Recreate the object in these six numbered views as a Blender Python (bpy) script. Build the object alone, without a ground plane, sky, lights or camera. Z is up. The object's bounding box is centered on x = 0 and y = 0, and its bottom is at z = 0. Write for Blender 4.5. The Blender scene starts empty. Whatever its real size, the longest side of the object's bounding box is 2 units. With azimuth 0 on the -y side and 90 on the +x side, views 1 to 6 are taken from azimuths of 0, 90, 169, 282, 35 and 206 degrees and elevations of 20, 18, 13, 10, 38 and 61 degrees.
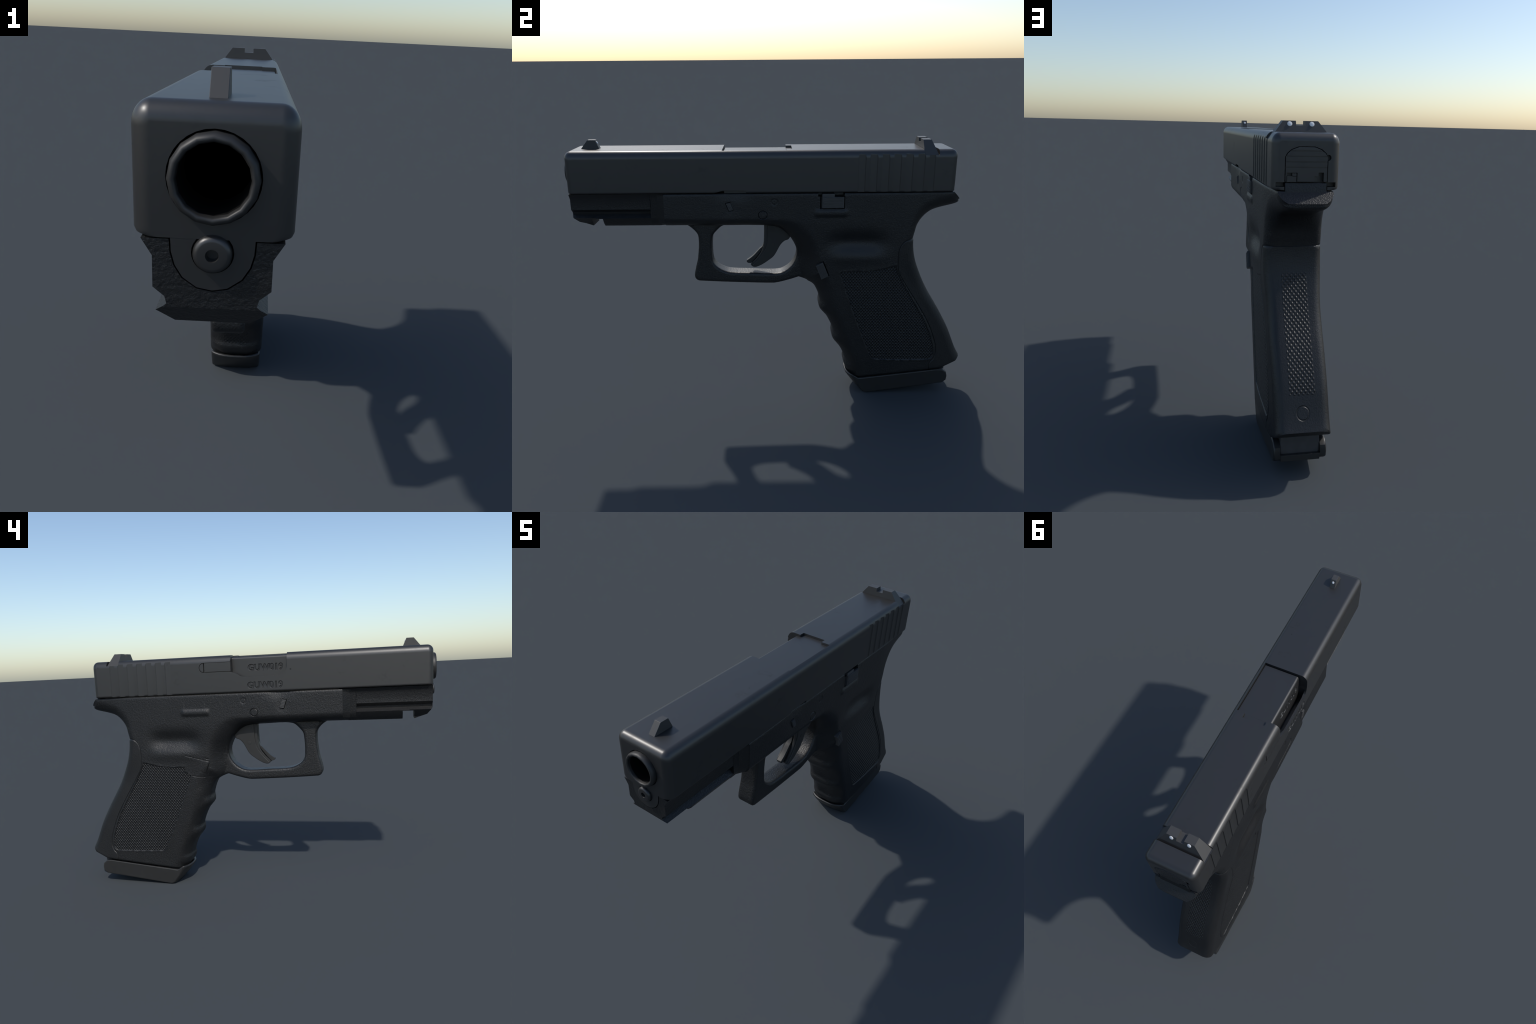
# Compact semi-automatic handgun standing upright on its magazine floor plate.
# y: muzzle at -y, grip heel at +y; z up; x: left side of the gun at +x.
import bpy, bmesh, math
import numpy as np
from mathutils import Vector
from mathutils.geometry import delaunay_2d_cdt

# ------------------------------------------------------------------ helpers
COL = bpy.context.scene.collection
ROOT = bpy.data.objects.new("handgun", None)
COL.objects.link(ROOT)
ROOT["label"] = "matte black compact pistol with textured polymer grip"
ROOT["category"] = "handgun"


def finish(me, angle=32.0, weighted=False):
    for p in me.polygons:
        p.use_smooth = True
    me.set_sharp_from_angle(angle=math.radians(angle))
    return me


def add(name, me, mat, parent=ROOT, angle=32.0):
    finish(me, angle)
    me.materials.clear()
    me.materials.append(mat)
    me.name = name
    ob = bpy.data.objects.new(name, me)
    COL.objects.link(ob)
    ob.parent = parent
    md = ob.modifiers.new("weighted", 'WEIGHTED_NORMAL')
    md.keep_sharp = True
    md.weight = 80
    return ob


def mesh_from(verts, faces):
    me = bpy.data.meshes.new("m")
    me.from_pydata([tuple(map(float, v)) for v in verts], [], [list(map(int, f)) for f in faces])
    me.update()
    return me


def evaluated(ob):
    dg = bpy.context.evaluated_depsgraph_get()
    dg.update()
    me = bpy.data.meshes.new_from_object(ob.evaluated_get(dg))
    return me


AX = {'x': (1, 2, 0), 'y': (0, 2, 1), 'z': (0, 1, 2)}


def prism(poly, axis, lo, hi, bevel=0.0, seg=3, angle=25):
    """Extrude a 2D polygon along an axis; optional rounded edges."""
    a, b, c = AX[axis]
    bm = bmesh.new()
    rows = []
    for h in (lo, hi):
        r = []
        for p in poly:
            v = [0, 0, 0]
            v[a], v[b], v[c] = p[0], p[1], h
            r.append(bm.verts.new(v))
        rows.append(r)
    n = len(poly)
    bm.faces.new(rows[0][::-1])
    bm.faces.new(rows[1])
    for i in range(n):
        j = (i + 1) % n
        bm.faces.new((rows[0][i], rows[0][j], rows[1][j], rows[1][i]))
    bmesh.ops.recalc_face_normals(bm, faces=bm.faces)
    if bevel > 0:
        ed = [e for e in bm.edges if len(e.link_faces) == 2 and e.calc_face_angle(0) > math.radians(angle)]
        bmesh.ops.bevel(bm, geom=ed, offset=bevel, segments=seg, profile=0.5, affect='EDGES', clamp_overlap=True)
    me = bpy.data.meshes.new("m")
    bm.to_mesh(me)
    bm.free()
    return me


def box(x0, x1, y0, y1, z0, z1, bevel=0.0, seg=3):
    return prism([(y0, z0), (y1, z0), (y1, z1), (y0, z1)], 'x', x0, x1, bevel, seg)


def join(*meshes):
    bm = bmesh.new()
    for m in meshes:
        bm.from_mesh(m)
    me = bpy.data.meshes.new("m")
    bm.to_mesh(me)
    bm.free()
    return me


def boolean(me, cutters, op='DIFFERENCE'):
    """Apply exact booleans one cutter mesh at a time."""
    ob = bpy.data.objects.new("work", me)
    COL.objects.link(ob)
    tmp = []
    for c in cutters:
        co = bpy.data.objects.new("cut", c)
        COL.objects.link(co)
        tmp.append(co)
        md = ob.modifiers.new("b", 'BOOLEAN')
        md.object = co
        md.operation = op
        md.solver = 'EXACT'
        md.use_self = c.name.startswith("lettering")
    out = evaluated(ob)
    bpy.data.objects.remove(ob)
    for t in tmp:
        bpy.data.objects.remove(t)
    return out


def arc(cx, cy, r, a0, a1, n):
    return [(cx + r * math.cos(math.radians(a0 + (a1 - a0) * i / n)),
             cy + r * math.sin(math.radians(a0 + (a1 - a0) * i / n))) for i in range(n + 1)]


def lathe(profile, n, cx, cz, cap=True, phase=0.0):
    """Revolve (y, r) profile about the axis x=cx, z=cz."""
    V, F = [], []
    for (y, r) in profile:
        for k in range(n):
            t = 2 * math.pi * k / n + phase
            V.append((cx + r * math.sin(t), y, cz + r * math.cos(t)))
    for i in range(len(profile) - 1):
        for k in range(n):
            a, b = i * n + k, i * n + (k + 1) % n
            F.append((a, b, b + n, a + n))
    if cap:
        F.append(list(range(n))[::-1])
        F.append([(len(profile) - 1) * n + k for k in range(n)])
    me = mesh_from(V, F)
    bm = bmesh.new()
    bm.from_mesh(me)
    bmesh.ops.recalc_face_normals(bm, faces=bm.faces)
    bm.to_mesh(me)
    bm.free()
    return me


def spline(pts, step=0.006, closed=False):
    """Catmull-Rom through control points; a third entry 'c' marks a corner."""
    n = len(pts)
    P = [np.array(p[:2], float) for p in pts]
    C = [len(p) > 2 for p in pts]
    out = []
    m = n if closed else n - 1
    for i in range(m):
        p1, p2 = P[i], P[(i + 1) % n]
        c1 = C[i] or (not closed and i == 0)
        c2 = C[(i + 1) % n] or (not closed and i + 1 == n - 1)
        L = np.linalg.norm(p2 - p1)
        def tang(j, corner):
            if corner:
                return None
            a, b, c = P[(j - 1) % n], P[j], P[(j + 1) % n]
            d = c - a
            return d / max(np.linalg.norm(d), 1e-9)
        t1, t2 = tang(i, c1), tang((i + 1) % n, c2)
        ch = (p2 - p1) / L
        if t1 is None and t2 is None:
            t1 = t2 = ch
        elif t1 is None:
            t1 = 2 * ch - t2
        elif t2 is None:
            t2 = 2 * ch - t1
        k = max(1, int(round(L / step)))
        for s in range(k):
            u = s / k
            h = (2 * u**3 - 3 * u**2 + 1) * p1 + (u**3 - 2 * u**2 + u) * L * t1 \
                + (-2 * u**3 + 3 * u**2) * p2 + (u**3 - u**2) * L * t2
            out.append(h)
    if not closed:
        out.append(P[-1])
    return np.array(out)


def seg_dist(poly, Q, closed):
    """Distance of points Q to a polyline, with position along it (index units)."""
    A = poly
    B = np.roll(poly, -1, 0) if closed else poly[1:]
    if not closed:
        A = poly[:-1]
    best = np.full(len(Q), 1e9)
    par = np.zeros(len(Q))
    for i in range(len(A)):
        d = B[i] - A[i]
        t = np.clip(((Q - A[i]) @ d) / max(d @ d, 1e-12), 0, 1)
        e = Q - (A[i] + t[:, None] * d)
        D = (e * e).sum(1)
        k = D < best
        best[k] = D[k]
        par[k] = i + t[k]
    return np.sqrt(best), par


def inside(poly, Q):
    x, y = Q[:, 0], Q[:, 1]
    r = np.zeros(len(Q), bool)
    n = len(poly)
    for i in range(n):
        x1, y1 = poly[i]
        x2, y2 = poly[(i + 1) % n]
        c = (y1 > y) != (y2 > y)
        with np.errstate(divide='ignore', invalid='ignore'):
            xi = (x2 - x1) * (y - y1) / (y2 - y1) + x1
        r ^= c & (x < xi)
    return r


def sstep(a, b, x):
    t = np.clip((x - a) / (b - a), 0, 1)
    return t * t * (3 - 2 * t)


# ---------------------------------------------------------------- materials
def nodes_of(name):
    m = bpy.data.materials.new(name)
    m.use_nodes = True
    nt = m.node_tree
    return m, nt, nt.nodes["Principled BSDF"]


class N:
    """Small wrapper for building node chains."""
    def __init__(self, nt):
        self.nt = nt

    def new(self, t, **kw):
        n = self.nt.nodes.new(t)
        for k, v in kw.items():
            setattr(n, k, v)
        return n

    def link(self, a, b):
        self.nt.links.new(a, b)

    def put(self, sock, v):
        if isinstance(v, (int, float)):
            sock.default_value = v
        else:
            self.link(v, sock)

    def math(self, op, a, b=0.0, c=0.0, clamp=False):
        n = self.new("ShaderNodeMath", operation=op)
        n.use_clamp = clamp
        self.put(n.inputs[0], a)
        self.put(n.inputs[1], b)
        self.put(n.inputs[2], c)
        return n.outputs[0]

    def noise(self, vec, scale, detail=3.0, rough=0.5):
        n = self.new("ShaderNodeTexNoise")
        n.inputs["Scale"].default_value = scale
        n.inputs["Detail"].default_value = detail
        n.inputs["Roughness"].default_value = rough
        self.link(vec, n.inputs["Vector"])
        return n.outputs[0]

    def ramp(self, v, lo, hi, a=0.0, b=1.0):
        n = self.new("ShaderNodeMapRange")
        n.interpolation_type = 'SMOOTHSTEP'
        self.put(n.inputs["Value"], v)
        n.inputs["From Min"].default_value = lo
        n.inputs["From Max"].default_value = hi
        n.inputs["To Min"].default_value = a
        n.inputs["To Max"].default_value = b
        return n.outputs["Result"]

    def mix(self, f, c1, c2):
        n = self.new("ShaderNodeMix", data_type='RGBA')
        self.put(n.inputs[0], f)
        for s, c in ((n.inputs[6], c1), (n.inputs[7], c2)):
            if isinstance(c, tuple):
                s.default_value = (*c, 1.0)
            else:
                self.link(c, s)
        return n.outputs[2]


def metal(name, base, rough, specks=1.0, spec=0.5, smear=0.25, metallic=0.0):
    """Blackened steel: even dark grey, cloudy handling marks, tiny dark pits."""
    m, nt, bs = nodes_of(name)
    k = N(nt)
    co = k.new("ShaderNodeTexCoord").outputs["Object"]
    cloud = k.noise(co, 5.5, 6.0, 0.62)
    grime = k.ramp(cloud, 0.57, 0.72, 0.0, smear)
    fine = k.noise(co, 55.0, 4.0, 0.6)
    grime = k.math('MULTIPLY', grime, k.ramp(fine, 0.38, 0.62))
    vo = k.new("ShaderNodeTexVoronoi")
    vo.inputs["Scale"].default_value = 16.0
    k.link(co, vo.inputs["Vector"])
    dot = k.ramp(vo.outputs["Distance"], 0.06, 0.10, 1.0, 0.0)
    pick = k.new("ShaderNodeSeparateColor")
    k.link(vo.outputs["Color"], pick.inputs[0])
    sx = k.new("ShaderNodeSeparateXYZ")
    k.link(co, sx.inputs[0])
    dot = k.math('MULTIPLY', dot, k.math('GREATER_THAN', pick.outputs[0], 0.93))
    dot = k.math('MULTIPLY', dot, k.math('LESS_THAN', sx.outputs[0], 0.11))
    dark = k.math('MAXIMUM', grime, k.math('MULTIPLY', dot, 0.8 * specks))
    col = k.mix(dark, base, tuple(c * 0.35 for c in base))
    k.link(col, bs.inputs["Base Color"])
    rr = k.math('ADD', rough, k.math('MULTIPLY', grime, 0.35))
    k.link(rr, bs.inputs["Roughness"])
    bs.inputs["Specular IOR Level"].default_value = spec
    bs.inputs["Metallic"].default_value = metallic
    return m


def polymer(name, base, rough, grain=0.5, mode=None, spec=0.5):
    """Moulded black polymer with pebbled grain; optional raised diamond stippling."""
    m, nt, bs = nodes_of(name)
    k = N(nt)
    co = k.new("ShaderNodeTexCoord").outputs["Object"]
    sx = k.new("ShaderNodeSeparateXYZ")
    k.link(co, sx.inputs[0])
    x, y, z = sx.outputs
    g1 = k.noise(co, 200.0, 2.0, 0.5)
    g2 = k.noise(co, 95.0, 2.0, 0.5)
    grain_h = k.math('ADD', k.math('MULTIPLY', g1, 0.65), k.math('MULTIPLY', g2, 0.5))
    height = k.math('MULTIPLY', grain_h, 0.0034 * grain)
    if mode:
        F = 2 * math.pi / (0.0152 if mode != 'back' else 0.0175)
        if mode == 'panel':
            u, v = y, z
        else:
            u, v = x, z
        a = k.math('SINE', k.math('MULTIPLY', k.math('ADD', u, k.math('MULTIPLY', v, 0.85)), F))
        b = k.math('SINE', k.math('MULTIPLY', k.math('SUBTRACT', u, k.math('MULTIPLY', v, 0.85)), F))
        st = k.math('MULTIPLY', k.math('ADD', a, 1.0), k.math('ADD', b, 1.0))
        st = k.math('MULTIPLY', st, 0.25)
        if mode == 'back':
            ax = k.math('ABSOLUTE', x)
            mk = k.ramp(ax, 0.046, 0.054, 1.0, 0.0)
            mk = k.math('MULTIPLY', mk, k.ramp(z, 0.335, 0.345))
            mk = k.math('MULTIPLY', mk, k.ramp(z, 0.755, 0.765, 1.0, 0.0))
            st = k.math('MULTIPLY', st, mk)
            zz = k.math('SUBTRACT', z, 0.276)
            rr = k.math('SQRT', k.math('ADD', k.math('MULTIPLY', x, x), k.math('MULTIPLY', zz, zz)))
            ring = k.ramp(k.math('ABSOLUTE', k.math('SUBTRACT', rr, 0.024)), 0.001, 0.0035, -0.6, 0.0)
            st = k.math('ADD', st, ring)
        if mode == 'front':
            ax = k.math('ABSOLUTE', x)
            mk = k.ramp(ax, 0.045, 0.06, 1.0, 0.0)
            per = k.math('SINE', k.math('ADD', k.math('MULTIPLY', z, 2 * math.pi / 0.181), 0.55))
            mk = k.math('MULTIPLY', mk, k.ramp(per, 0.0, 0.4))
            mk = k.math('MULTIPLY', mk, k.ramp(z, 0.56, 0.58, 1.0, 0.0))
            yb = k.math('ADD', y, k.math('MULTIPLY', z, 0.36))
            mk = k.math('MULTIPLY', mk, k.ramp(yb, 0.47, 0.49, 1.0, 0.0))
            st = k.math('MULTIPLY', st, mk)
        amp = {'panel': 0.0046, 'back': 0.0031, 'front': 0.0014}[mode]
        height = k.math('ADD', height, k.math('MULTIPLY', st, amp))
    bp = k.new("ShaderNodeBump")
    bp.inputs["Strength"].default_value = 1.0
    bp.inputs["Distance"].default_value = 1.0
    k.link(height, bp.inputs["Height"])
    k.link(bp.outputs[0], bs.inputs["Normal"])
    cl = k.ramp(k.noise(co, 9.0, 4.0, 0.6), 0.35, 0.7, 0.0, 1.0)
    sp = k.ramp(g1, 0.62, 0.74, 0.0, 0.35)  # speckle highlights painted in: base colour lightened on the grain crests
    f = k.math('ADD', k.math('MULTIPLY', cl, 0.22), sp, clamp=True)
    k.link(k.mix(f, base, tuple(c * 1.7 for c in base)), bs.inputs["Base Color"])
    bs.inputs["Roughness"].default_value = rough
    bs.inputs["Specular IOR Level"].default_value = spec
    return m


def plain(name, base, rough, spec=0.5):
    m, nt, bs = nodes_of(name)
    k = N(nt)
    co = k.new("ShaderNodeTexCoord").outputs["Object"]
    n = k.ramp(k.noise(co, 40.0, 3.0), 0.35, 0.7)
    k.link(k.mix(n, base, tuple(c * 1.15 for c in base)), bs.inputs["Base Color"])
    bs.inputs["Roughness"].default_value = rough
    bs.inputs["Specular IOR Level"].default_value = spec
    return m


STEEL = metal("blackened_steel", (0.075, 0.075, 0.0752), 0.40, metallic=0.76)
BARREL = metal("barrel_steel", (0.055, 0.0548, 0.0546), 0.52, metallic=0.7)
SIGHT = metal("sight_steel", (0.045, 0.0445, 0.044), 0.5, 0.6)
POLY = polymer("pebbled_polymer", (0.0085, 0.0088, 0.0094), 0.46, 0.62, 'front')
PANEL = polymer("stippled_polymer", (0.0085, 0.0088, 0.0094), 0.46, 0.15, 'panel')
BACK = polymer("backstrap_polymer", (0.0085, 0.0088, 0.0094), 0.48, 0.40, 'back')
TRIG = plain("trigger_polymer", (0.020, 0.020, 0.0197), 0.5)
PLATE = plain("floor_plate_polymer", (0.019, 0.019, 0.019), 0.42)
PART = plain("small_steel", (0.050, 0.050, 0.051), 0.40)
MAG = plain("magazine_steel", (0.05, 0.05, 0.052), 0.38)
BORE = plain("black_bore", (0.004, 0.004, 0.004), 0.8, 0.1)
DOT = plain("white_paint", (0.75, 0.75, 0.75), 0.25)

# -------------------------------------------------------------------- slide
SW, ST, SB = 0.1245, 1.3095, 1.1075      # half width, top, bottom
SF, SR = -0.9795, 0.886                   # muzzle face, rear face


GROOVES = [(0.414, 0.450), (0.468, 0.506), (0.525, 0.562), (0.580, 0.618), (0.636, 0.674), (0.693, 0.730), (0.747, 0.778)]


def slide_section(inset):
    rx, rz = max(0.031 - inset, 0.004), max(0.038 - inset, 0.004)
    w, t = SW - inset, ST - inset
    cor = [(w - rx * (1 - math.cos(a * math.pi / 20)), t - rz * (1 - math.sin(a * math.pi / 20))) for a in range(1, 11)]
    half = [(w, SB + 0.010)] + [(w, t - rz)] + cor
    half = [(w - 0.010, SB), (w - 0.003, SB + 0.003)] + half
    return half + [(-x, z) for x, z in half[::-1]]


def slide_mesh():
    R = 0.030
    secs = []
    for i in range(9):
        a = math.radians(90 * i / 8)
        secs.append((SF + R * (1 - math.sin(a)), R * (1 - math.cos(a))))
    secs = secs[::-1]
    secs = [(y, ins) for y, ins in secs]
    # front: small y with the largest inset first
    front = [(SF + R * (1 - math.sin(math.radians(90 - 90 * i / 8))),
              R * (1 - math.cos(math.radians(90 - 90 * i / 8)))) for i in range(9)]
    rear = [(SR - (y - SF), ins) for y, ins in front[::-1]]
    V, F = [], []
    stations = sorted([g0 - 0.004 for g0, g1 in GROOVES] + [g1 + 0.004 for g0, g1 in GROOVES] + [-0.6, -0.24, 0.08, 0.23])
    allsec = front + [(y, 0.0) for y in stations] + rear
    for y, ins in allsec:
        V += [(x, y, z) for x, z in slide_section(ins)]
    n = len(slide_section(0))
    for i in range(len(allsec) - 1):
        for k in range(n):
            a, b = i * n + k, i * n + (k + 1) % n
            F.append((a, a + n, b + n, b))
    F.append(list(range(n)))
    F.append([(len(allsec) - 1) * n + k for k in range(n)][::-1])
    me = mesh_from(V, F)
    bm = bmesh.new()
    bm.from_mesh(me)
    bmesh.ops.recalc_face_normals(bm, faces=bm.faces)
    bm.to_mesh(me)
    bm.free()
    return me


def text_cutter(body, size, y_left, z_base, x, depth):
    """Lettering that reads from -x, as a solid for engraving."""
    cu = bpy.data.curves.new("t", 'FONT')
    cu.body = body
    cu.size = size
    cu.extrude = 0.0
    cu.bevel_depth = depth          # chamfered letter walls
    cu.bevel_resolution = 0
    cu.offset = -0.0006
    cu.resolution_u = 3
    cu.space_character = 1.06
    ob = bpy.data.objects.new("t", cu)
    COL.objects.link(ob)
    # text x axis -> -y, text y axis -> +z, text z axis -> -x
    from mathutils import Matrix
    me = evaluated(ob)
    bpy.data.objects.remove(ob)
    xs = [v.co.x for v in me.vertices]
    x0, x1 = min(xs), max(xs)
    M = Matrix(((0, 0, -1, x), (-1, 0, 0, y_left + x0), (0, 1, 0, z_base), (0, 0, 0, 1)))
    me.transform(M)
    bm = bmesh.new()
    bm.from_mesh(me)
    bmesh.ops.remove_doubles(bm, verts=bm.verts, dist=1e-5)
    bmesh.ops.recalc_face_normals(bm, faces=bm.faces)
    bm.to_mesh(me)
    bm.free()
    me.name = "lettering"
    return me


cut = []
# ejection port, open to the top and to the right side (-x)
port = [(-0.233, 1.45), (-0.233, 1.238), (-0.228, 1.217), (-0.214, 1.200), (-0.190, 1.191),
        (-0.02, 1.189), (0.02, 1.194), (0.055, 1.216), (0.075, 1.220), (0.075, 1.45)]
cut.append(prism(port, 'x', -0.3, 0.101))
cut.append(box(-0.114, 0.095, -0.228, 0.07, 1.13, 1.30))           # hollow under the port
cut.append(box(-0.056, 0.059, 0.05, 0.102, 1.27, 1.45))            # notch for the hood tab
# extractor pocket
pocket = [(0.06, 1.222), (0.060, 1.275), (0.224, 1.275)] + arc(0.226, 1.2485, 0.0265, 90, -90, 10)[1:]
pocket = [(0.06, 1.222), (0.06, 1.275)] + arc(0.226, 1.2485, 0.0265, 90, -90, 10)
cut.append(prism(pocket, 'x', -0.3, -0.112))
# grasping grooves
for s in (1, -1):
    for g0, g1 in GROOVES:
        d = 0.0034
        sec = [(s * (SW - d), g0 + 0.002), (s * (SW - d), g1 - 0.0035), (s * (SW + 0.01), g1 + 0.0105), (s * (SW + 0.01), g0 - 0.001)]
        cut.append(prism(sec, 'z', 1.05, 1.294))
# rear sight dovetail
cut.append(box(-0.2, 0.2, 0.725, 0.7955, 1.284, 1.4))
# takedown relief at the lower left edge
cut.append(prism([(-0.305, 1.10), (-0.23, 1.1225), (-0.122, 1.1225), (-0.122, 1.10)], 'x', 0.02, 0.2))
# back plate seat and rail slots in the rear face
ARCH = [(-0.079, 1.10), (-0.079, 1.225)] + [(-0.072, 1.238), (-0.056, 1.252), (-0.030, 1.262), (0.030, 1.262), (0.056, 1.252), (0.072, 1.238)] + [(0.079, 1.225), (0.079, 1.10)]
cut.append(prism(ARCH, 'y', 0.862, 0.95))
cut.append(prism(arc(-0.079, 1.223, 0.011, 0, 360, 12)[:-1], 'y', 0.868, 0.95))
for s in (1, -1):
    cut.append(box(min(s * 0.07, s * 0.110), max(s * 0.07, s * 0.110), 0.85, 0.95, 1.119, 1.136))
# clearance for barrel at the muzzle and for the guide rod
cut.append(lathe([(-1.05, 0.0712), (-0.90, 0.0712)], 32, 0, 1.202))
cut.append(text_cutter("GUW019", 0.047, -0.012, 1.1275, -SW, 0.0036))
slide_me = boolean(slide_mesh(), cut)
slide = add("slide", slide_me, STEEL, angle=28)

# lower nose of the slide around the recoil guide
U = [(-0.065, 1.112)] + [(-0.0635, 1.085), (-0.058, 1.064), (-0.046, 1.044), (-0.024, 1.028), (0, 1.0235),
     (0.024, 1.028), (0.046, 1.044), (0.058, 1.064), (0.0635, 1.085)] + [(0.065, 1.112)]
nose = boolean(prism(U, 'y', -0.9790, -0.88), [lathe([(-1.02, 0.033), (-0.955, 0.033)], 28, 0, 1.0855)])
add("slide_nose", nose, STEEL, slide)

# recoil guide rod
rod = lathe([(-0.90, 0.0305), (-0.983, 0.0305), (-0.9875, 0.0290), (-0.9905, 0.0255), (-0.9915, 0.0220),
             (-0.9915, 0.0105), (-0.9895, 0.0098), (-0.975, 0.0098)], 28, 0, 1.085)
add("guide_rod", rod, STEEL, slide)

# extractor claw and its plunger
add("extractor", box(-0.1238, -0.10, 0.0745, 0.222, 1.2245, 1.2728, 0.0012, 2), STEEL, slide)
half = arc(0.2275, 1.2485, 0.0235, 90, -90, 10)
add("extractor_plunger", prism(half, 'x', -0.1236, -0.10, 0.001, 1), STEEL, slide)

# back plate with horizontal ridges
P = [(-0.0765, 1.137), (-0.0765, 1.224), (-0.0695, 1.237), (-0.054, 1.2500), (-0.029, 1.2597), (0.029, 1.2597),
     (0.054, 1.2500), (0.0695, 1.237), (0.0765, 1.224), (0.0765, 1.137)]
bpl = prism(P, 'y', 0.85, 0.8875, 0.0015, 2)
gc = [box(-0.2, 0.2, 0.8835, 0.95, zz - 0.0020, zz + 0.0020) for zz in (1.246, 1.227, 1.2075, 1.1885)]
gc += [box(0.033, 0.072, 0.868, 0.95, 1.10, 1.1695), box(-0.064, -0.044, 0.864, 0.95, 1.10, 1.1705),
       box(-0.046, -0.030, 0.872, 0.95, 1.10, 1.158)]
bpl = boolean(bpl, gc)
add("back_plate", bpl, STEEL, slide)
add("striker_lug", join(box(0.0355, 0.0695, 0.85, 0.8855, 1.1365, 1.1575), box(0.0355, 0.051, 0.85, 0.8855, 1.1560, 1.1675)), STEEL, slide)

# ------------------------------------------------------------------- barrel
barrel = add("barrel", lathe([(-0.90, 0.0690), (-0.985, 0.0690), (-0.9925, 0.0680), (-0.9975, 0.0650), (-0.9990, 0.0615),
                              (-0.9985, 0.0580), (-0.9955, 0.0555), (-0.985, 0.0550), (-0.60, 0.0550)], 16, 0, 1.2015), BARREL, angle=50)
add("bore", lathe([(-0.986, 0.0547), (-0.5, 0.0547), (-0.499, 0.001)], 16, 0, 1.2015, cap=False), BORE, barrel)
hood = join(prism([(-0.0825, 1.08), (-0.0825, 1.286)] + arc(-0.0695, 1.286, 0.013, 180, 90, 5) +
                  [(0.097, 1.299), (0.1000, 1.296), (0.1000, 1.08)], 'y', -0.2265, 0.0742),
            box(-0.0550, 0.0580, 0.065, 0.1010, 1.15, 1.2988))
hood = boolean(hood, [text_cutter("GUW019", 0.047, -0.010, 1.2215, -0.0825, 0.0036)])
add("chamber_hood", hood, STEEL, barrel)

# ------------------------------------------------------------------- sights
fs = prism([(-0.930, 1.300), (-0.888, 1.3515), (-0.851, 1.3515), (-0.829, 1.300)], 'x', -0.0145, 0.0145, 0.0008, 1)
front_sight = add("front_sight", fs, SIGHT)
DOTM = lathe([(0.0, 0.001), (0.0, 0.0090), (0.0016, 0.0080), (0.0026, 0.005), (0.003, 0.001)], 20, 0, 0)


def dot(loc, tilt, parent, s=1.0):
    ob = bpy.data.objects.new("sight_dot", DOTM)
    COL.objects.link(ob)
    ob.location = loc
    ob.rotation_euler = (tilt, 0, 0)
    ob.scale = (s, s, s)
    ob.parent = parent


finish(DOTM)
DOTM.materials.append(DOT)
dot((0, -0.8445, 1.3375), math.radians(25), front_sight, 0.72)

S = [(-0.1165, 1.284), (-0.0985, 1.3085), (-0.0665, 1.350), (0.0665, 1.350), (0.0985, 1.3085), (0.1165, 1.284)]
rs = prism(S, 'y', 0.7265, 0.80)
rs = boolean(rs, [box(-0.018, 0.018, 0.6, 0.9, 1.3325, 1.4),
                  prism([(0.765, 1.3505), (0.7665, 1.3495), (0.7945, 1.280), (0.9, 1.28), (0.9, 1.40), (0.765, 1.40)], 'x', -0.2, 0.2)])
rear_sight = add("rear_sight", rs, SIGHT)
for s in (1, -1):
    dot((s * 0.042, 0.7708, 1.3385), math.radians(22), rear_sight, 1.06)

# ------------------------------------------------------------ polymer frame
TOP = 1.1045
GUARD_W = 0.0455
# back edge from the tang down the backstrap to the heel
back_edge = [(0.930, 1.058, 'c'), (0.929, 1.046), (0.912, 1.036), (0.805, 1.008), (0.763, 0.979), (0.730, 0.937),
             (0.717, 0.893), (0.7115, 0.8665, 'c'), (0.7145, 0.8635, 'c'), (0.7215, 0.790), (0.743, 0.719), (0.795, 0.606), (0.871, 0.479),
             (0.930, 0.370), (0.976, 0.260), (0.9975, 0.214, 'c')]
back_edge = [(p[0] - 0.0055 * min(1.0, max(0.0, (p[1] - 0.21) / 0.06)), *p[1:]) for p in back_edge]
heel = [(0.976, 0.188, 'c'), (0.905, 0.153, 'c'), (0.44, 0.096, 'c')]
# front edge from the toe up over the finger grooves to the guard root
front_strap = [(0.418, 0.102, 'c'), (0.398, 0.128), (0.389, 0.155), (0.392, 0.180), (0.366, 0.245), (0.325, 0.300),
               (0.321, 0.325), (0.324, 0.350), (0.290, 0.428), (0.252, 0.475), (0.247, 0.500), (0.2505, 0.528),
               (0.221, 0.603), (0.187, 0.629), (0.140, 0.648)]
guard_outer = [(0.140, 0.648), (0.046, 0.620), (0.0, 0.6140), (-0.368, 0.629, 'c'), (-0.389, 0.638), (-0.3965, 0.658),
               (-0.388, 0.705), (-0.375, 0.760), (-0.3690, 0.866), (-0.387, 0.900), (-0.432, 0.934, 'c')]
hole = [(-0.236, 0.9265), (-0.10, 0.9285), (0.0, 0.923), (0.045, 0.9085), (0.092, 0.868), (0.121, 0.820), (0.130, 0.785),
        (0.124, 0.745), (0.099, 0.704), (0.055, 0.674), (0.010, 0.6675), (-0.10, 0.671), (-0.215, 0.677), (-0.262, 0.694),
        (-0.292, 0.722), (-0.302, 0.755), (-0.2985, 0.860), (-0.283, 0.890)]
FX = -0.520
STEP = 0.0065

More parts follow.
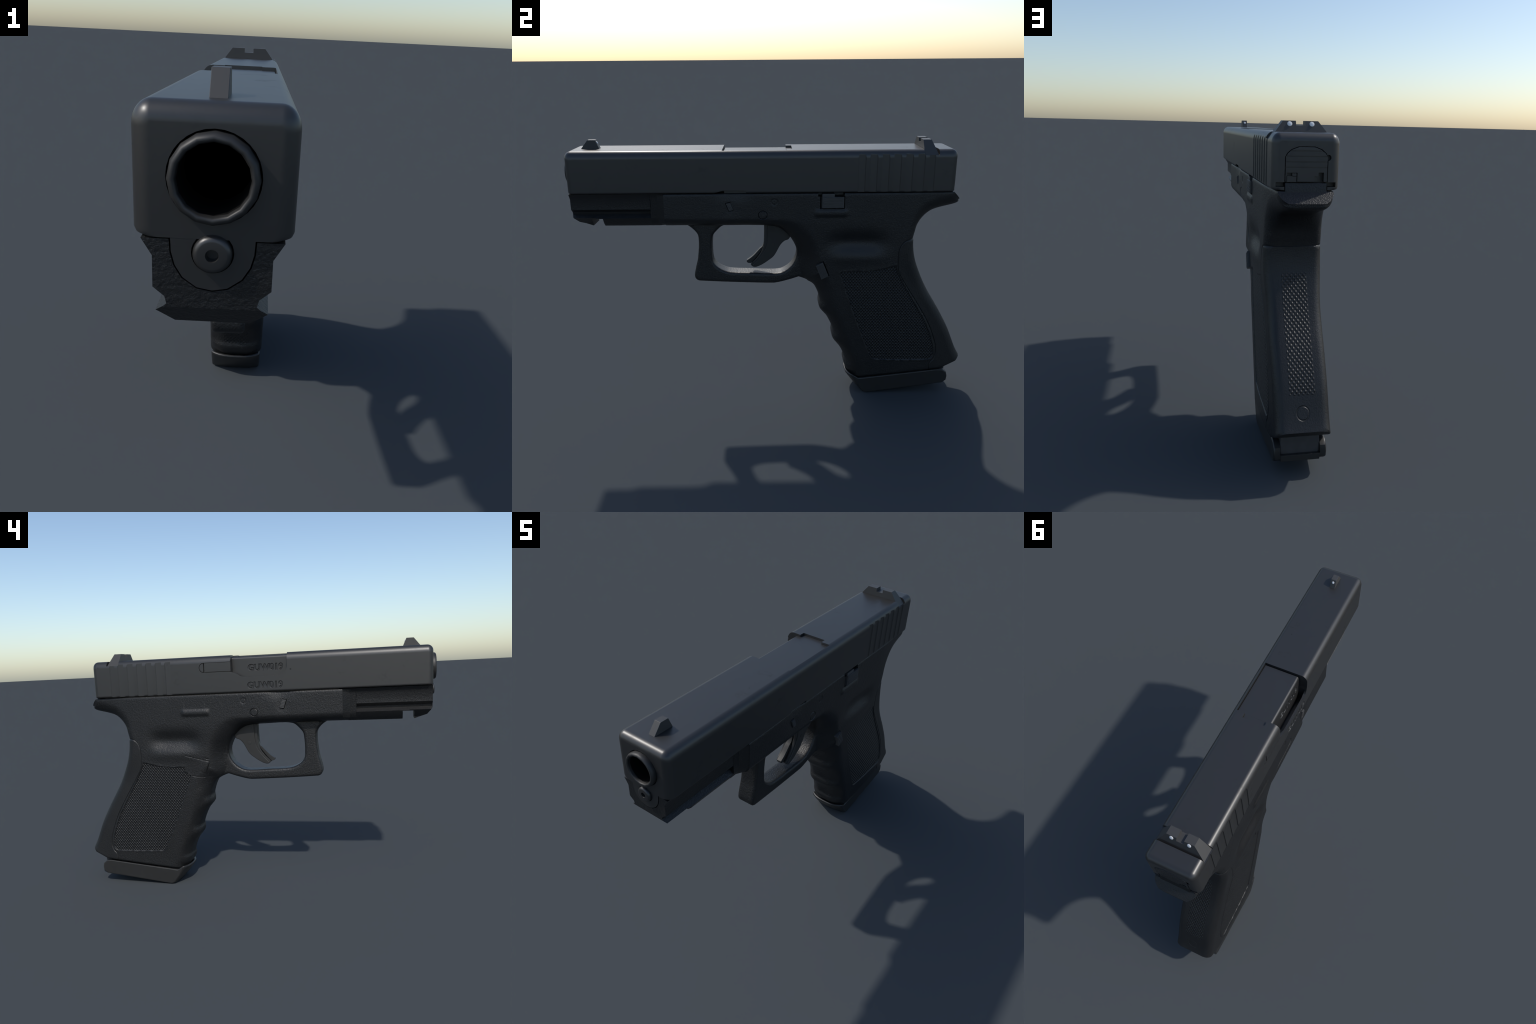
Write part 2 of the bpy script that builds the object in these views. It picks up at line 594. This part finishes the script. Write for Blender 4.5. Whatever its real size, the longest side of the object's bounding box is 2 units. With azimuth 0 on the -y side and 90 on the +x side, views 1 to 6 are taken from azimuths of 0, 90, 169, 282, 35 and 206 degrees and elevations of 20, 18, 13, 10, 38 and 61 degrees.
e_back = spline(back_edge, STEP)
e_front = spline(front_strap, STEP)
e_guard = spline(guard_outer, STEP)
outer_pts = np.vstack([
    spline([(FX, TOP, 'c'), (0.876, TOP, 'c'), (0.887, 1.1030, 'c'), (0.930, 1.058, 'c')], STEP)[:-1],
    e_back[:-1],
    spline([back_edge[-1]] + heel + [front_strap[0]], STEP)[:-1],
    e_front[:-1], e_guard[:-1],
    spline([(-0.432, 0.934, 'c'), (FX, 0.934, 'c'), (FX, TOP, 'c')], STEP)[:-1]])
hole_pts = spline(hole, STEP, closed=True)

# edge that the thick body is rounded towards: frame belly, trigger bay, front strap
belly = [(-0.9, 0.934), (-0.43, 0.934), (-0.24, 0.9325), (-0.10, 0.9325), (0.0, 0.928), (0.048, 0.912), (0.094, 0.868),
         (0.124, 0.815), (0.139, 0.760), (0.149, 0.700), (0.164, 0.655), (0.187, 0.630)]
e_belly = np.vstack([spline(belly, STEP)[:-1], e_front[np.argmin(np.abs(e_front - (0.187, 0.630)).sum(1))::-1]])
e_mean = spline([(0.187, 0.630), (0.226, 0.595), (0.262, 0.500), (0.300, 0.400), (0.338, 0.300), (0.375, 0.200), (0.412, 0.100)], 0.02)
body_poly = np.vstack([e_belly, [(0.44, 0.05), (1.3, 0.0), (1.3, 1.4), (-0.9, 1.4)]])


def f_round(t):
    t = np.clip(t, 0, 1)
    return 1 - np.sqrt(np.maximum(0, 1 - (1 - t)**2))


# panel and other relief outlines (y, z)
panel_left = [(0.351, 0.668, 'c'), (0.345, 0.690), (0.360, 0.702), (0.47, 0.704), (0.55, 0.714), (0.626, 0.732, 'c'),
              (0.640, 0.690), (0.668, 0.635), (0.732, 0.528), (0.796, 0.418), (0.838, 0.312), (0.850, 0.250), (0.848, 0.220),
              (0.832, 0.205), (0.800, 0.204), (0.545, 0.206), (0.520, 0.216)]
panel_right = [(0.340, 0.652, 'c'), (0.376, 0.672, 'c'), (0.371, 0.704, 'c'), (0.47, 0.704), (0.55, 0.714), (0.626, 0.732, 'c')] + panel_left[6:]
PANELS = {1: spline(panel_left, 0.008, True), -1: spline(panel_right, 0.008, True)}
SEAM = spline([(0.712, 0.8660), (0.690, 0.8655), (0.664, 0.858), (0.640, 0.825), (0.634, 0.770), (0.640, 0.700), (0.672, 0.640), (0.742, 0.530),
               (0.808, 0.418), (0.851, 0.312), (0.863, 0.250), (0.852, 0.205), (0.836, 0.185), (0.832, 0.146)], 0.007)
CATCH = [spline([(0.365, 0.765), (0.23, 0.728)], 0.01), spline([(0.336, 0.650), (0.30, 0.643), (0.21, 0.640)], 0.01)]
TAKEDOWN = {1: [(-0.2050, 1.020), (-0.1835, 1.024), (-0.198, 1.060), (-0.2195, 1.056)],
            -1: [(-0.2060, 1.014), (-0.1840, 1.018), (-0.199, 1.062), (-0.2210, 1.058)]}
CATCH_QUAD = [(0.222, 0.735), (0.257, 0.752), (0.286, 0.680), (0.251, 0.662)]


def grown(quad, d):
    c = np.mean(np.array(quad), 0)
    return np.array([c + (np.array(p) - c) * (1 + d / np.linalg.norm(np.array(p) - c)) for p in quad])


CLEAR = [(grown(TAKEDOWN[1], 0.004) + np.array([-0.001, 0.0]), 1), (grown(TAKEDOWN[-1], 0.004) + np.array([-0.001, 0.0]), -1),
         (np.array([(0.236, 1.026), (0.357, 1.026), (0.357, 1.0885), (0.236, 1.0885)]), 1),
         (grown(CATCH_QUAD, 0.003) + np.array([0.004, 0.001]), 1)]


def width(Q, side):
    """Half thickness of the frame at side-view points Q (y, z)."""
    y, z = Q[:, 0], Q[:, 1]
    inb = inside(body_poly, Q)
    dF, pF = seg_dist(e_belly, Q, False)
    dRaw = dF.copy()
    dM, _ = seg_dist(e_mean, Q, False)
    zone = sstep(0.60, 0.54, z) * sstep(0.012, 0.055, dF)
    dF = dF + (dM + 0.004 - dF) * zone
    dK, pK = seg_dist(e_back, Q, False)
    yF = e_belly[np.clip(pF.astype(int), 0, len(e_belly) - 1)]
    zF = np.interp(pF, np.arange(len(e_belly)), e_belly[:, 1])
    xF = np.interp(pF, np.arange(len(e_belly)), e_belly[:, 0])
    zK = np.interp(pK, np.arange(len(e_back)), e_back[:, 1])
    t = dF / (dF + dK + 1e-6)
    grip = 0.1125 + 0.0055 * sstep(0.1, 0.5, t) - 0.010 * sstep(0.72, 1.0, t) * sstep(0.80, 0.60, z)
    up = 0.1185 - 0.014 * sstep(0.62, 0.93, y)
    w = grip + (up - grip) * sstep(0.80, 0.97, z)
    # rounding towards belly / trigger bay / front strap
    bay = sstep(0.0, 0.10, xF) * sstep(0.52, 0.74, zF)
    strap = sstep(0.74, 0.52, zF)
    scoop = bay * 0.65 * sstep(0.88, 0.76, zF)
    aF = 0.073 + 0.006 * strap
    bF = 0.050 + 0.060 * bay + (0.085 - 0.050) * strap
    tF = np.clip(dF / bF, 0, 1)
    drop = aF * ((1 - scoop) * f_round(tF) + scoop * (1 - sstep(0.0, 1.0, tF)))
    # rounding towards the back
    tang = sstep(0.90, 1.0, zK)
    aK = 0.036 + 0.020 * tang
    bK = 0.040 + 0.030 * tang
    drop = drop + aK * f_round(dK / bK)
    # small breaks at the top edge and the bottom of the grip
    drop = drop + 0.005 * f_round((TOP - z) / 0.012)
    lb = np.array([(0.9965, 0.214), (0.976, 0.188), (0.905, 0.153), (0.44, 0.096), (0.418, 0.102)])
    dB, _ = seg_dist(lb, Q, False)
    drop = drop + 0.007 * f_round(dB / 0.008)
    # thumb rest hollow and the swell under it
    drop = drop + 0.021 * np.exp(-((y - 0.425) / 0.130)**4) * np.exp(-((z - 0.852) / 0.047)**2)
    drop = drop - 0.005 * np.exp(-((y - 0.430) / 0.140)**4) * np.exp(-((z - 0.778) / 0.034)**2)
    # ledge under the slide stop
    drop = drop - 0.0070 * sstep(0.205, 0.225, y) * sstep(0.380, 0.358, y) * np.exp(-((z - 1.006) / 0.016)**4)
    # scoop under the slide near the takedown lever
    drop = drop + 0.009 * np.exp(-((y + 0.19) / 0.075)**2) * np.exp(-((z - 1.108) / 0.034)**2)
    drop = drop + 0.004 * np.exp(-((y + 0.20) / 0.035)**2) * np.exp(-((z - 1.042) / 0.045)**2)
    # recessed grip panel
    pp = PANELS[side]
    dP, _ = seg_dist(pp, Q, True)
    ip = inside(pp, Q)
    drop = drop + np.where(ip, 0.0032 * sstep(0.0, 0.0028, dP), -0.0010 * np.exp(-(dP / 0.006)**2))
    # seams
    dS, _ = seg_dist(SEAM, Q, False)
    drop = drop + 0.0028 * np.clip(1 - dS / 0.0032, 0, 1)
    if side < 0:
        for c in CATCH:
            dC, _ = seg_dist(c, Q, False)
            drop = drop + 0.0013 * np.clip(1 - dC / 0.0032, 0, 1)
    # pins: ring groove and flush disc
    for (cy, cz, r, dep) in ((-0.041, 0.997, 0.021, 0.0035), (0.0155, 1.062, 0.014, 0.0016)):
        rr = np.hypot(y - cy, z - cz)
        drop = drop + dep * np.clip(1 - np.abs(rr - r) / 0.0032, 0, 1) + 0.0012 * (rr < r)
    # slide stop slot
    if side > 0:
        sl = sstep(0.2265, 0.2285, y) * sstep(0.3545, 0.3525, y) * sstep(1.0880, 1.0900, z)
        drop = drop + 0.030 * sl
    # clearances around the takedown lever and the magazine catch
    for poly, sd in CLEAR:
        if sd == 0 or sd == side:
            dC, _ = seg_dist(poly, Q, True)
            drop = drop + np.where(inside(poly, Q), 0.012 * sstep(0.0, 0.002, dC), 0.0)
    body = np.where(inb, w - drop, 0.0)
    dO, _ = seg_dist(outer_pts, Q, True)
    dH, _ = seg_dist(hole_pts, Q, True)
    d = np.minimum(dO, dH)
    gd = GUARD_W - 0.012 * f_round(d / 0.013)
    gd = np.where(y > -0.45, gd, 0)
    gd = gd - 0.030 * sstep(0.0, 0.05, np.where(inb, dRaw, 0.0))
    gd = np.where((z < 0.95) & (y < 0.20), gd, 0)
    h = np.maximum(body, gd)
    k = 0.016
    both = (body > 0) & (gd > 0)
    e = np.maximum(k - np.abs(body - gd), 0) / k
    h = np.where(both, h + e * e * k * 0.25, h)
    return np.maximum(h, 0.012)


def build_frame():
    pts, edges = [], []

    def loop(P, closed):
        base = len(pts)
        pts.extend([tuple(p) for p in P])
        n = len(P)
        for i in range(n if closed else n - 1):
            edges.append((base + i, base + (i + 1) % n))

    loop(outer_pts, True)
    loop(hole_pts, True)
    n_border = len(pts)

    def valid(Q, m=0.0):
        return inside(outer_pts, Q) & ~inside(hole_pts, Q)

    def offset(P, d, closed):
        T = (np.roll(P, -1, 0) - np.roll(P, 1, 0)) if closed else np.gradient(P, axis=0)
        T /= np.maximum(np.linalg.norm(T, axis=1), 1e-9)[:, None]
        return P + d * np.stack([-T[:, 1], T[:, 0]], 1)

    # relief lines: edge and floor of each step
    for s in (1, -1):
        P = PANELS[s]
        sgn = 1 if inside(P, offset(P, 0.003, True)[:1])[0] else -1
        loop(P, True)
        loop(offset(P, sgn * 0.0030, True), True)
    for Lp in [SEAM] + CATCH:
        loop(Lp, False)
        loop(offset(Lp, 0.0034, False), False)
        loop(offset(Lp, -0.0034, False), False)
    for (cy, cz, r) in ((-0.041, 0.997, 0.021), (0.0155, 1.062, 0.014)):
        for dr in (-0.0034, 0, 0.0034):
            loop(np.array(arc(cy, cz, r + dr, 0, 360, 28)[:-1]), True)
    loop(np.array([(0.2265, 1.0995), (0.2265, 1.088), (0.3545, 1.088), (0.3545, 1.0995)]), False)
    loop(np.array([(0.2287, 1.0995), (0.2287, 1.0902), (0.3523, 1.0902), (0.3523, 1.0995)]), False)
    for poly, sd in CLEAR:
        loop(poly, True)
        loop(grown(poly, -0.0026), True)
    fixed = np.array(pts)
    # rings that follow the outline
    extra = []
    for P in (outer_pts, hole_pts):
        for dd in (0.0014, 0.0045, 0.009, 0.015, 0.022):
            for sg in (1, -1):
                Q = offset(P, sg * dd, True)
                ok = valid(Q)
                d1, _ = seg_dist(outer_pts, Q, True)
                d2, _ = seg_dist(hole_pts, Q, True)
                ok &= np.minimum(d1, d2) > dd * 0.93
                extra.append(Q[ok])
    extra = np.vstack(extra)
    g = 0.0068
    ys = np.arange(FX, 1.01, g)
    zs = np.arange(0.09, 1.11, g * 0.866)
    G = np.array([(yy + (0.5 * g if j % 2 else 0), zz) for j, zz in enumerate(zs) for yy in ys])
    G = G[valid(G)]
    d1, _ = seg_dist(outer_pts, G, True)
    d2, _ = seg_dist(hole_pts, G, True)
    G = G[np.minimum(d1, d2) > 0.026]
    cand = np.vstack([extra, G])
    # drop candidates crowding the relief lines
    cell = {}
    for p in fixed[n_border:]:
        cell.setdefault((int(p[0] / 0.004), int(p[1] / 0.004)), []).append(p)
    keep = []
    for p in cand:
        a, b = int(p[0] / 0.004), int(p[1] / 0.004)
        ok = True
        for i in (-1, 0, 1):
            for j in (-1, 0, 1):
                for q in cell.get((a + i, b + j), ()):
                    if (p[0] - q[0])**2 + (p[1] - q[1])**2 < 0.0021**2:
                        ok = False
        if ok:
            keep.append(p)
    allp = [Vector((float(p[0]), float(p[1]))) for p in pts] + [Vector((float(p[0]), float(p[1]))) for p in keep]
    res = delaunay_2d_cdt(allp, edges, [], 0, 1e-6)
    V2 = np.array([(v[0], v[1]) for v in res[0]])
    T = np.array([f for f in res[2] if len(f) == 3])
    c = V2[T].mean(1)
    T = T[valid(c)]
    a = V2[T]
    cr = (a[:, 1, 0] - a[:, 0, 0]) * (a[:, 2, 1] - a[:, 0, 1]) - (a[:, 1, 1] - a[:, 0, 1]) * (a[:, 2, 0] - a[:, 0, 0])
    T = T[np.abs(cr) > 1e-12]
    cr = cr[np.abs(cr) > 1e-12]
    T = np.where((cr < 0)[:, None], T[:, ::-1], T)        # counter-clockwise in (y, z): faces +x
    used = np.unique(T)
    remap = -np.ones(len(V2), int)
    remap[used] = np.arange(len(used))
    V2, T = V2[used], remap[T]
    n = len(V2)
    wl, wr = width(V2, 1), width(V2, -1)
    verts = [(wl[i], V2[i, 0], V2[i, 1]) for i in range(n)] + [(-wr[i], V2[i, 0], V2[i, 1]) for i in range(n)]
    faces = [tuple(t) for t in T] + [tuple(x + n for x in t[::-1]) for t in T]
    # border walls joining the two sides
    cnt = {}
    for t in T:
        for i in range(3):
            e = (t[i], t[(i + 1) % 3])
            cnt[e] = cnt.get(e, 0) + 1
    bord = [e for e in cnt if (e[1], e[0]) not in cnt]
    K = 8
    cols = {}

    def column(i):
        if i not in cols:
            ids = [i]
            for k in range(1, K):
                u = k / K
                verts.append((wl[i] * (1 - u) - wr[i] * u, V2[i, 0], V2[i, 1]))
                ids.append(len(verts) - 1)
            ids.append(i + n)
            cols[i] = ids
        return cols[i]

    wall_start = len(faces)
    for a, b in bord:
        ca, cb = column(a), column(b)
        for k in range(K):
            faces.append((ca[k], ca[k + 1], cb[k + 1], cb[k]))
    return mesh_from(verts, faces), wall_start


frame_me, wall_start = build_frame()
finish(frame_me, 38)

# ---- separate the frame by region, keeping the whole body's shading
seam_region = np.vstack([SEAM, [(0.83, 0.0), (1.2, 0.0), (1.2, 0.8660)]])
nf = len(frame_me.polygons)
cen = np.zeros(nf * 3)
frame_me.polygons.foreach_get("center", cen)
cen = cen.reshape(-1, 3)
Q = cen[:, 1:]
region = np.zeros(nf, int)
region[inside(seam_region, Q)] = 1
guard_zone = np.array([(-0.430, 0.9338), (-0.24, 0.9322), (-0.10, 0.9320), (0.0, 0.9285), (0.048, 0.9115), (0.094, 0.8675),
                       (0.124, 0.8145), (0.139, 0.760), (0.149, 0.70), (0.155, 0.66), (0.150, 0.50), (-0.6, 0.5), (-0.6, 0.93)])
region[inside(guard_zone, Q) & (region == 0)] = 2
for s, code in ((1, 3), (-1, 4)):
    P = PANELS[s]
    dP, _ = seg_dist(P, Q, True)
    k = inside(P, Q) & (dP > 0.0029) & (cen[:, 0] * s > 0.03)
    region[k] = code
vco = np.zeros(len(frame_me.vertices) * 3)
frame_me.vertices.foreach_get("co", vco)
vco = vco.reshape(-1, 3)
cn = np.array([tuple(c.vector) for c in frame_me.corner_normals])
parts = {}
for code, nm, mt in ((0, "grip_frame", POLY), (1, "backstrap", BACK), (2, "trigger_guard", POLY),
                     (3, "grip_panel", PANEL), (4, "grip_panel", PANEL)):
    vm, vs, fs_, nl = {}, [], [], []
    for pi in np.nonzero(region == code)[0]:
        p = frame_me.polygons[pi]
        f = []
        for li, vi in zip(p.loop_indices, p.vertices):
            if vi not in vm:
                vm[vi] = len(vs)
                vs.append(vco[vi])
            f.append(vm[vi])
            nl.append(cn[li])
        fs_.append(f)
    me = mesh_from(vs, fs_)
    for p in me.polygons:
        p.use_smooth = True
    me.normals_split_custom_set([tuple(v) for v in nl])
    me.materials.append(mt)
    ob = bpy.data.objects.new(nm, me)
    COL.objects.link(ob)
    parts[code] = ob
frame = parts[0]
frame.parent = ROOT
for code in (1, 2, 3, 4):
    parts[code].parent = frame

# tongue of the frame between the slide rails at the rear
add("frame_tongue", prism([(0.84, 1.09), (0.84, 1.1335), (0.8835, 1.1335), (0.8900, 1.0990), (0.888, 1.09)], 'x', -0.0765, 0.0765, 0.003, 2), POLY, frame)

# filler block modelled to shut out light and keep the slide gap dark
add("gap_light_block", box(-0.100, 0.060, -0.50, 0.83, 1.08, 1.1120), PART, frame)

# dust cover with accessory rail
half = [(0.110, 1.105), (0.093, 1.077), (0.093, 1.025), (0.0745, 1.0095), (0.0715, 0.9970), (0.0925, 0.9805), (0.0895, 0.974), (0.074, 0.950), (0.056, 0.934)]
sec = half + [(-x, z) for x, z in half[::-1]]
rail = prism(sec, 'y', -0.9775, -0.588)
rail = boolean(rail, [
    prism([(-1.1, 0.995), (-0.980, 0.995), (-0.952, 0.956), (-0.889, 0.9335), (-0.889, 0.80), (-1.1, 0.80)], 'x', -0.3, 0.3),
    box(-0.3, 0.3, -0.8865, -0.8275, 0.80, 0.9775),
    prism([(x * 1.04, (z - 1.112) * 1.03 + 1.112) for x, z in U], 'y', -1.1, -0.90),
    prism([(0.0925, 0.985), (0.050, 0.9455), (0.044, 0.90), (0.2, 0.90), (0.2, 0.985)], 'y', -1.1, -0.86),
    prism([(-0.0925, 0.985), (-0.050, 0.9455), (-0.044, 0.90), (-0.2, 0.90), (-0.2, 0.985)], 'y', -1.1, -0.86)])
solid = [(0.110, 1.105), (0.093, 1.077), (0.093, 0.982), (0.076, 0.950), (0.056, 0.934)]
solid = solid + [(-x, z) for x, z in solid[::-1]]
# groove end: slanted shoulder, then swell out to the full frame width
body = prism(solid, 'y', -0.590, -0.545)


def loft(secs):
    V, F = [], []
    n = len(secs[0][1])
    for y, s in secs:
        V += [(x, y, z) for x, z in s]
    for i in range(len(secs) - 1):
        for k in range(n):
            a, b = i * n + k, i * n + (k + 1) % n
            F.append((a, a + n, b + n, b))
    F.append(list(range(n)))
    F.append([(len(secs) - 1) * n + k for k in range(n)][::-1])
    me = mesh_from(V, F)
    bm = bmesh.new()
    bm.from_mesh(me)
    bmesh.ops.recalc_face_normals(bm, faces=bm.faces)
    bm.to_mesh(me)
    bm.free()
    return me


def mirror(h):
    return h + [(-x, z) for x, z in h[::-1]]


s0 = mirror([(0.110, 1.1045), (0.093, 1.077), (0.093, 0.985), (0.077, 0.951), (0.056, 0.9345)])
s1 = mirror([(0.1135, 1.1044), (0.1175, 1.092), (0.1175, 0.982), (0.098, 0.952), (0.0480, 0.9342)])
swell = loft([(-0.556, s0), (-0.519, s1), (-0.505, [(x * 0.995, z) for x, z in s1])])
add("accessory_rail", join(rail, body, swell), POLY, frame)

# ---------------------------------------------------------- controls, trigger
def ribbed(quad, x0, x1, n, along, rib, bevel=0.0015, side=1):
    """Small lever block on the frame side with raised ribs. quad: 4 (y, z) corners, along 0-1 / 0-3."""
    lo, hi = sorted((side * x0, side * x1))
    base = prism(quad, 'x', lo, hi, bevel, 2)
    ms = [base]
    q = [np.array(p, float) for p in quad]
    for i in range(n):
        u0, u1 = (i + 0.22) / n, (i + 0.78) / n
        m = 0.06
        if along == 0:
            pts4 = [q[0] + (q[1] - q[0]) * u for u in (u0, u1)], [q[3] + (q[2] - q[3]) * u for u in (u0, u1)]
        else:
            pts4 = [q[0] + (q[3] - q[0]) * u for u in (u0, u1)], [q[1] + (q[2] - q[1]) * u for u in (u0, u1)]
        a0, a1 = pts4[0]
        b0, b1 = pts4[1]
        r = [a0 + (b0 - a0) * m, a1 + (b1 - a1) * m, b1 + (a1 - b1) * m, b0 + (a0 - b0) * m]
        l2, h2 = sorted((side * (x1 - 0.002), side * (x1 + rib)))
        ms.append(prism([tuple(v) for v in r], 'x', l2, h2))
    return join(*ms)


add("slide_stop_lever", join(ribbed([(0.246, 1.032), (0.352, 1.032), (0.352, 1.086), (0.246, 1.086)], 0.095, 0.1270, 8, 1, 0.0024),
                             box(0.09, 0.1235, 0.246, 0.306, 1.080, 1.1015, 0.002, 2)), PART)
add("magazine_catch", ribbed(CATCH_QUAD, 0.06, 0.1235, 6, 0, 0.0022), PART)
for s in (1, -1):
    add("takedown_lever", ribbed(TAKEDOWN[s], 0.09, 0.1195, 6, 1, 0.0025, side=s), PART)

shoe = spline([(-0.020, 0.965, 'c'), (-0.0205, 0.855), (-0.0245, 0.823), (-0.037, 0.787), (-0.067, 0.744), (-0.101, 0.708),
               (-0.096, 0.7015), (-0.080, 0.7005), (-0.048, 0.714), (-0.018, 0.734), (0.014, 0.761), (0.048, 0.821), (0.070, 0.842),
               (0.086, 0.847), (0.098, 0.866), (0.105, 0.90, 'c'), (0.09, 0.965, 'c')], 0.012, True)
add("trigger", prism([tuple(p) for p in shoe], 'x', -0.0345, 0.0345, 0.005, 3, angle=40), TRIG)
trig = bpy.data.objects["trigger"]
face = spline([(-0.036, 0.955, 'c'), (-0.037, 0.850), (-0.040, 0.818), (-0.046, 0.804, 'c'), (-0.058, 0.794), (-0.094, 0.755),
               (-0.127, 0.730, 'c'), (-0.1275, 0.722, 'c'), (-0.121, 0.716), (-0.106, 0.7145, 'c'), (-0.06, 0.77), (-0.02, 0.83), (0.0, 0.9), (0.0, 0.955, 'c')], 0.012, True)
add("trigger_safety", prism([tuple(p) for p in face], 'x', -0.0125, 0.0125, 0.0015, 2, angle=40), TRIG, trig)
lip = spline([(-0.0355, 0.955, 'c'), (-0.036, 0.850), (-0.0395, 0.815), (-0.052, 0.780), (-0.079, 0.743), (-0.107, 0.713), (-0.10, 0.704),
              (-0.085, 0.71), (-0.05, 0.75), (-0.01, 0.82), (0.0, 0.9), (0.0, 0.955, 'c')], 0.012, True)
for s in (1, -1):
    lo, hi = sorted((s * 0.0165, s * 0.030))
    add("trigger_flank", prism([tuple(p) for p in lip], 'x', lo, hi, 0.003, 2, angle=40), TRIG, trig)
for (cy, cz) in ((0.010, 0.8205), (0.006, 0.9055)):
    pin = prism(arc(cy, cz, 0.0095, 0, 360, 18)[:-1], 'x', -0.0360, 0.0360, 0.0012, 2)
    add("trigger_pin", pin, TRIG, trig)

# ------------------------------------------------------------------ magazine
prof = [(0.452, 0.088), (0.418, 0.108), (0.407, 0.106), (0.412, 0.092), (0.446, 0.045), (0.480, 0.006), (0.500, 0.0), (0.520, 0.0015),
        (0.915, 0.0555), (0.936, 0.072), (0.939, 0.095), (0.934, 0.120), (0.912, 0.137), (0.880, 0.1385)]
bm = bmesh.new()
bm.from_mesh(prism(prof, 'x', -0.1055, 0.1055))
for k in (-0.09, -0.07, -0.045, -0.015, 0.015, 0.045, 0.07, 0.09):
    bmesh.ops.bisect_plane(bm, geom=bm.verts[:] + bm.edges[:] + bm.faces[:], plane_co=(k, 0, 0), plane_no=(1, 0, 0))
ed = [e for e in bm.edges if len(e.link_faces) == 2 and e.calc_face_angle(0) > math.radians(60)]
bmesh.ops.bevel(bm, geom=ed, offset=0.016, segments=4, profile=0.5, affect='EDGES', clamp_overlap=True)
for v in bm.verts:
    fr = max(0.0, min(1.0, (0.56 - v.co.y) / 0.16))
    v.co.y += 0.036 * (abs(v.co.x) / 0.1055)**3 * fr - 0.014 * fr
plate = bpy.data.meshes.new("m")
bm.to_mesh(plate)
bm.free()
plate = boolean(plate, [box(-0.0795, 0.0795, 0.9255, 1.0, 0.0905, 0.3)])
mag = add("magazine", box(-0.0775, 0.0775, 0.455, 0.9275, 0.075, 0.22, 0.006, 2), MAG)
add("floor_plate", plate, PLATE, mag, angle=40)
add("floor_plate_latch", box(-0.0775, 0.0775, 0.90, 0.9405, 0.064, 0.0895, 0.002, 2), PLATE, mag)
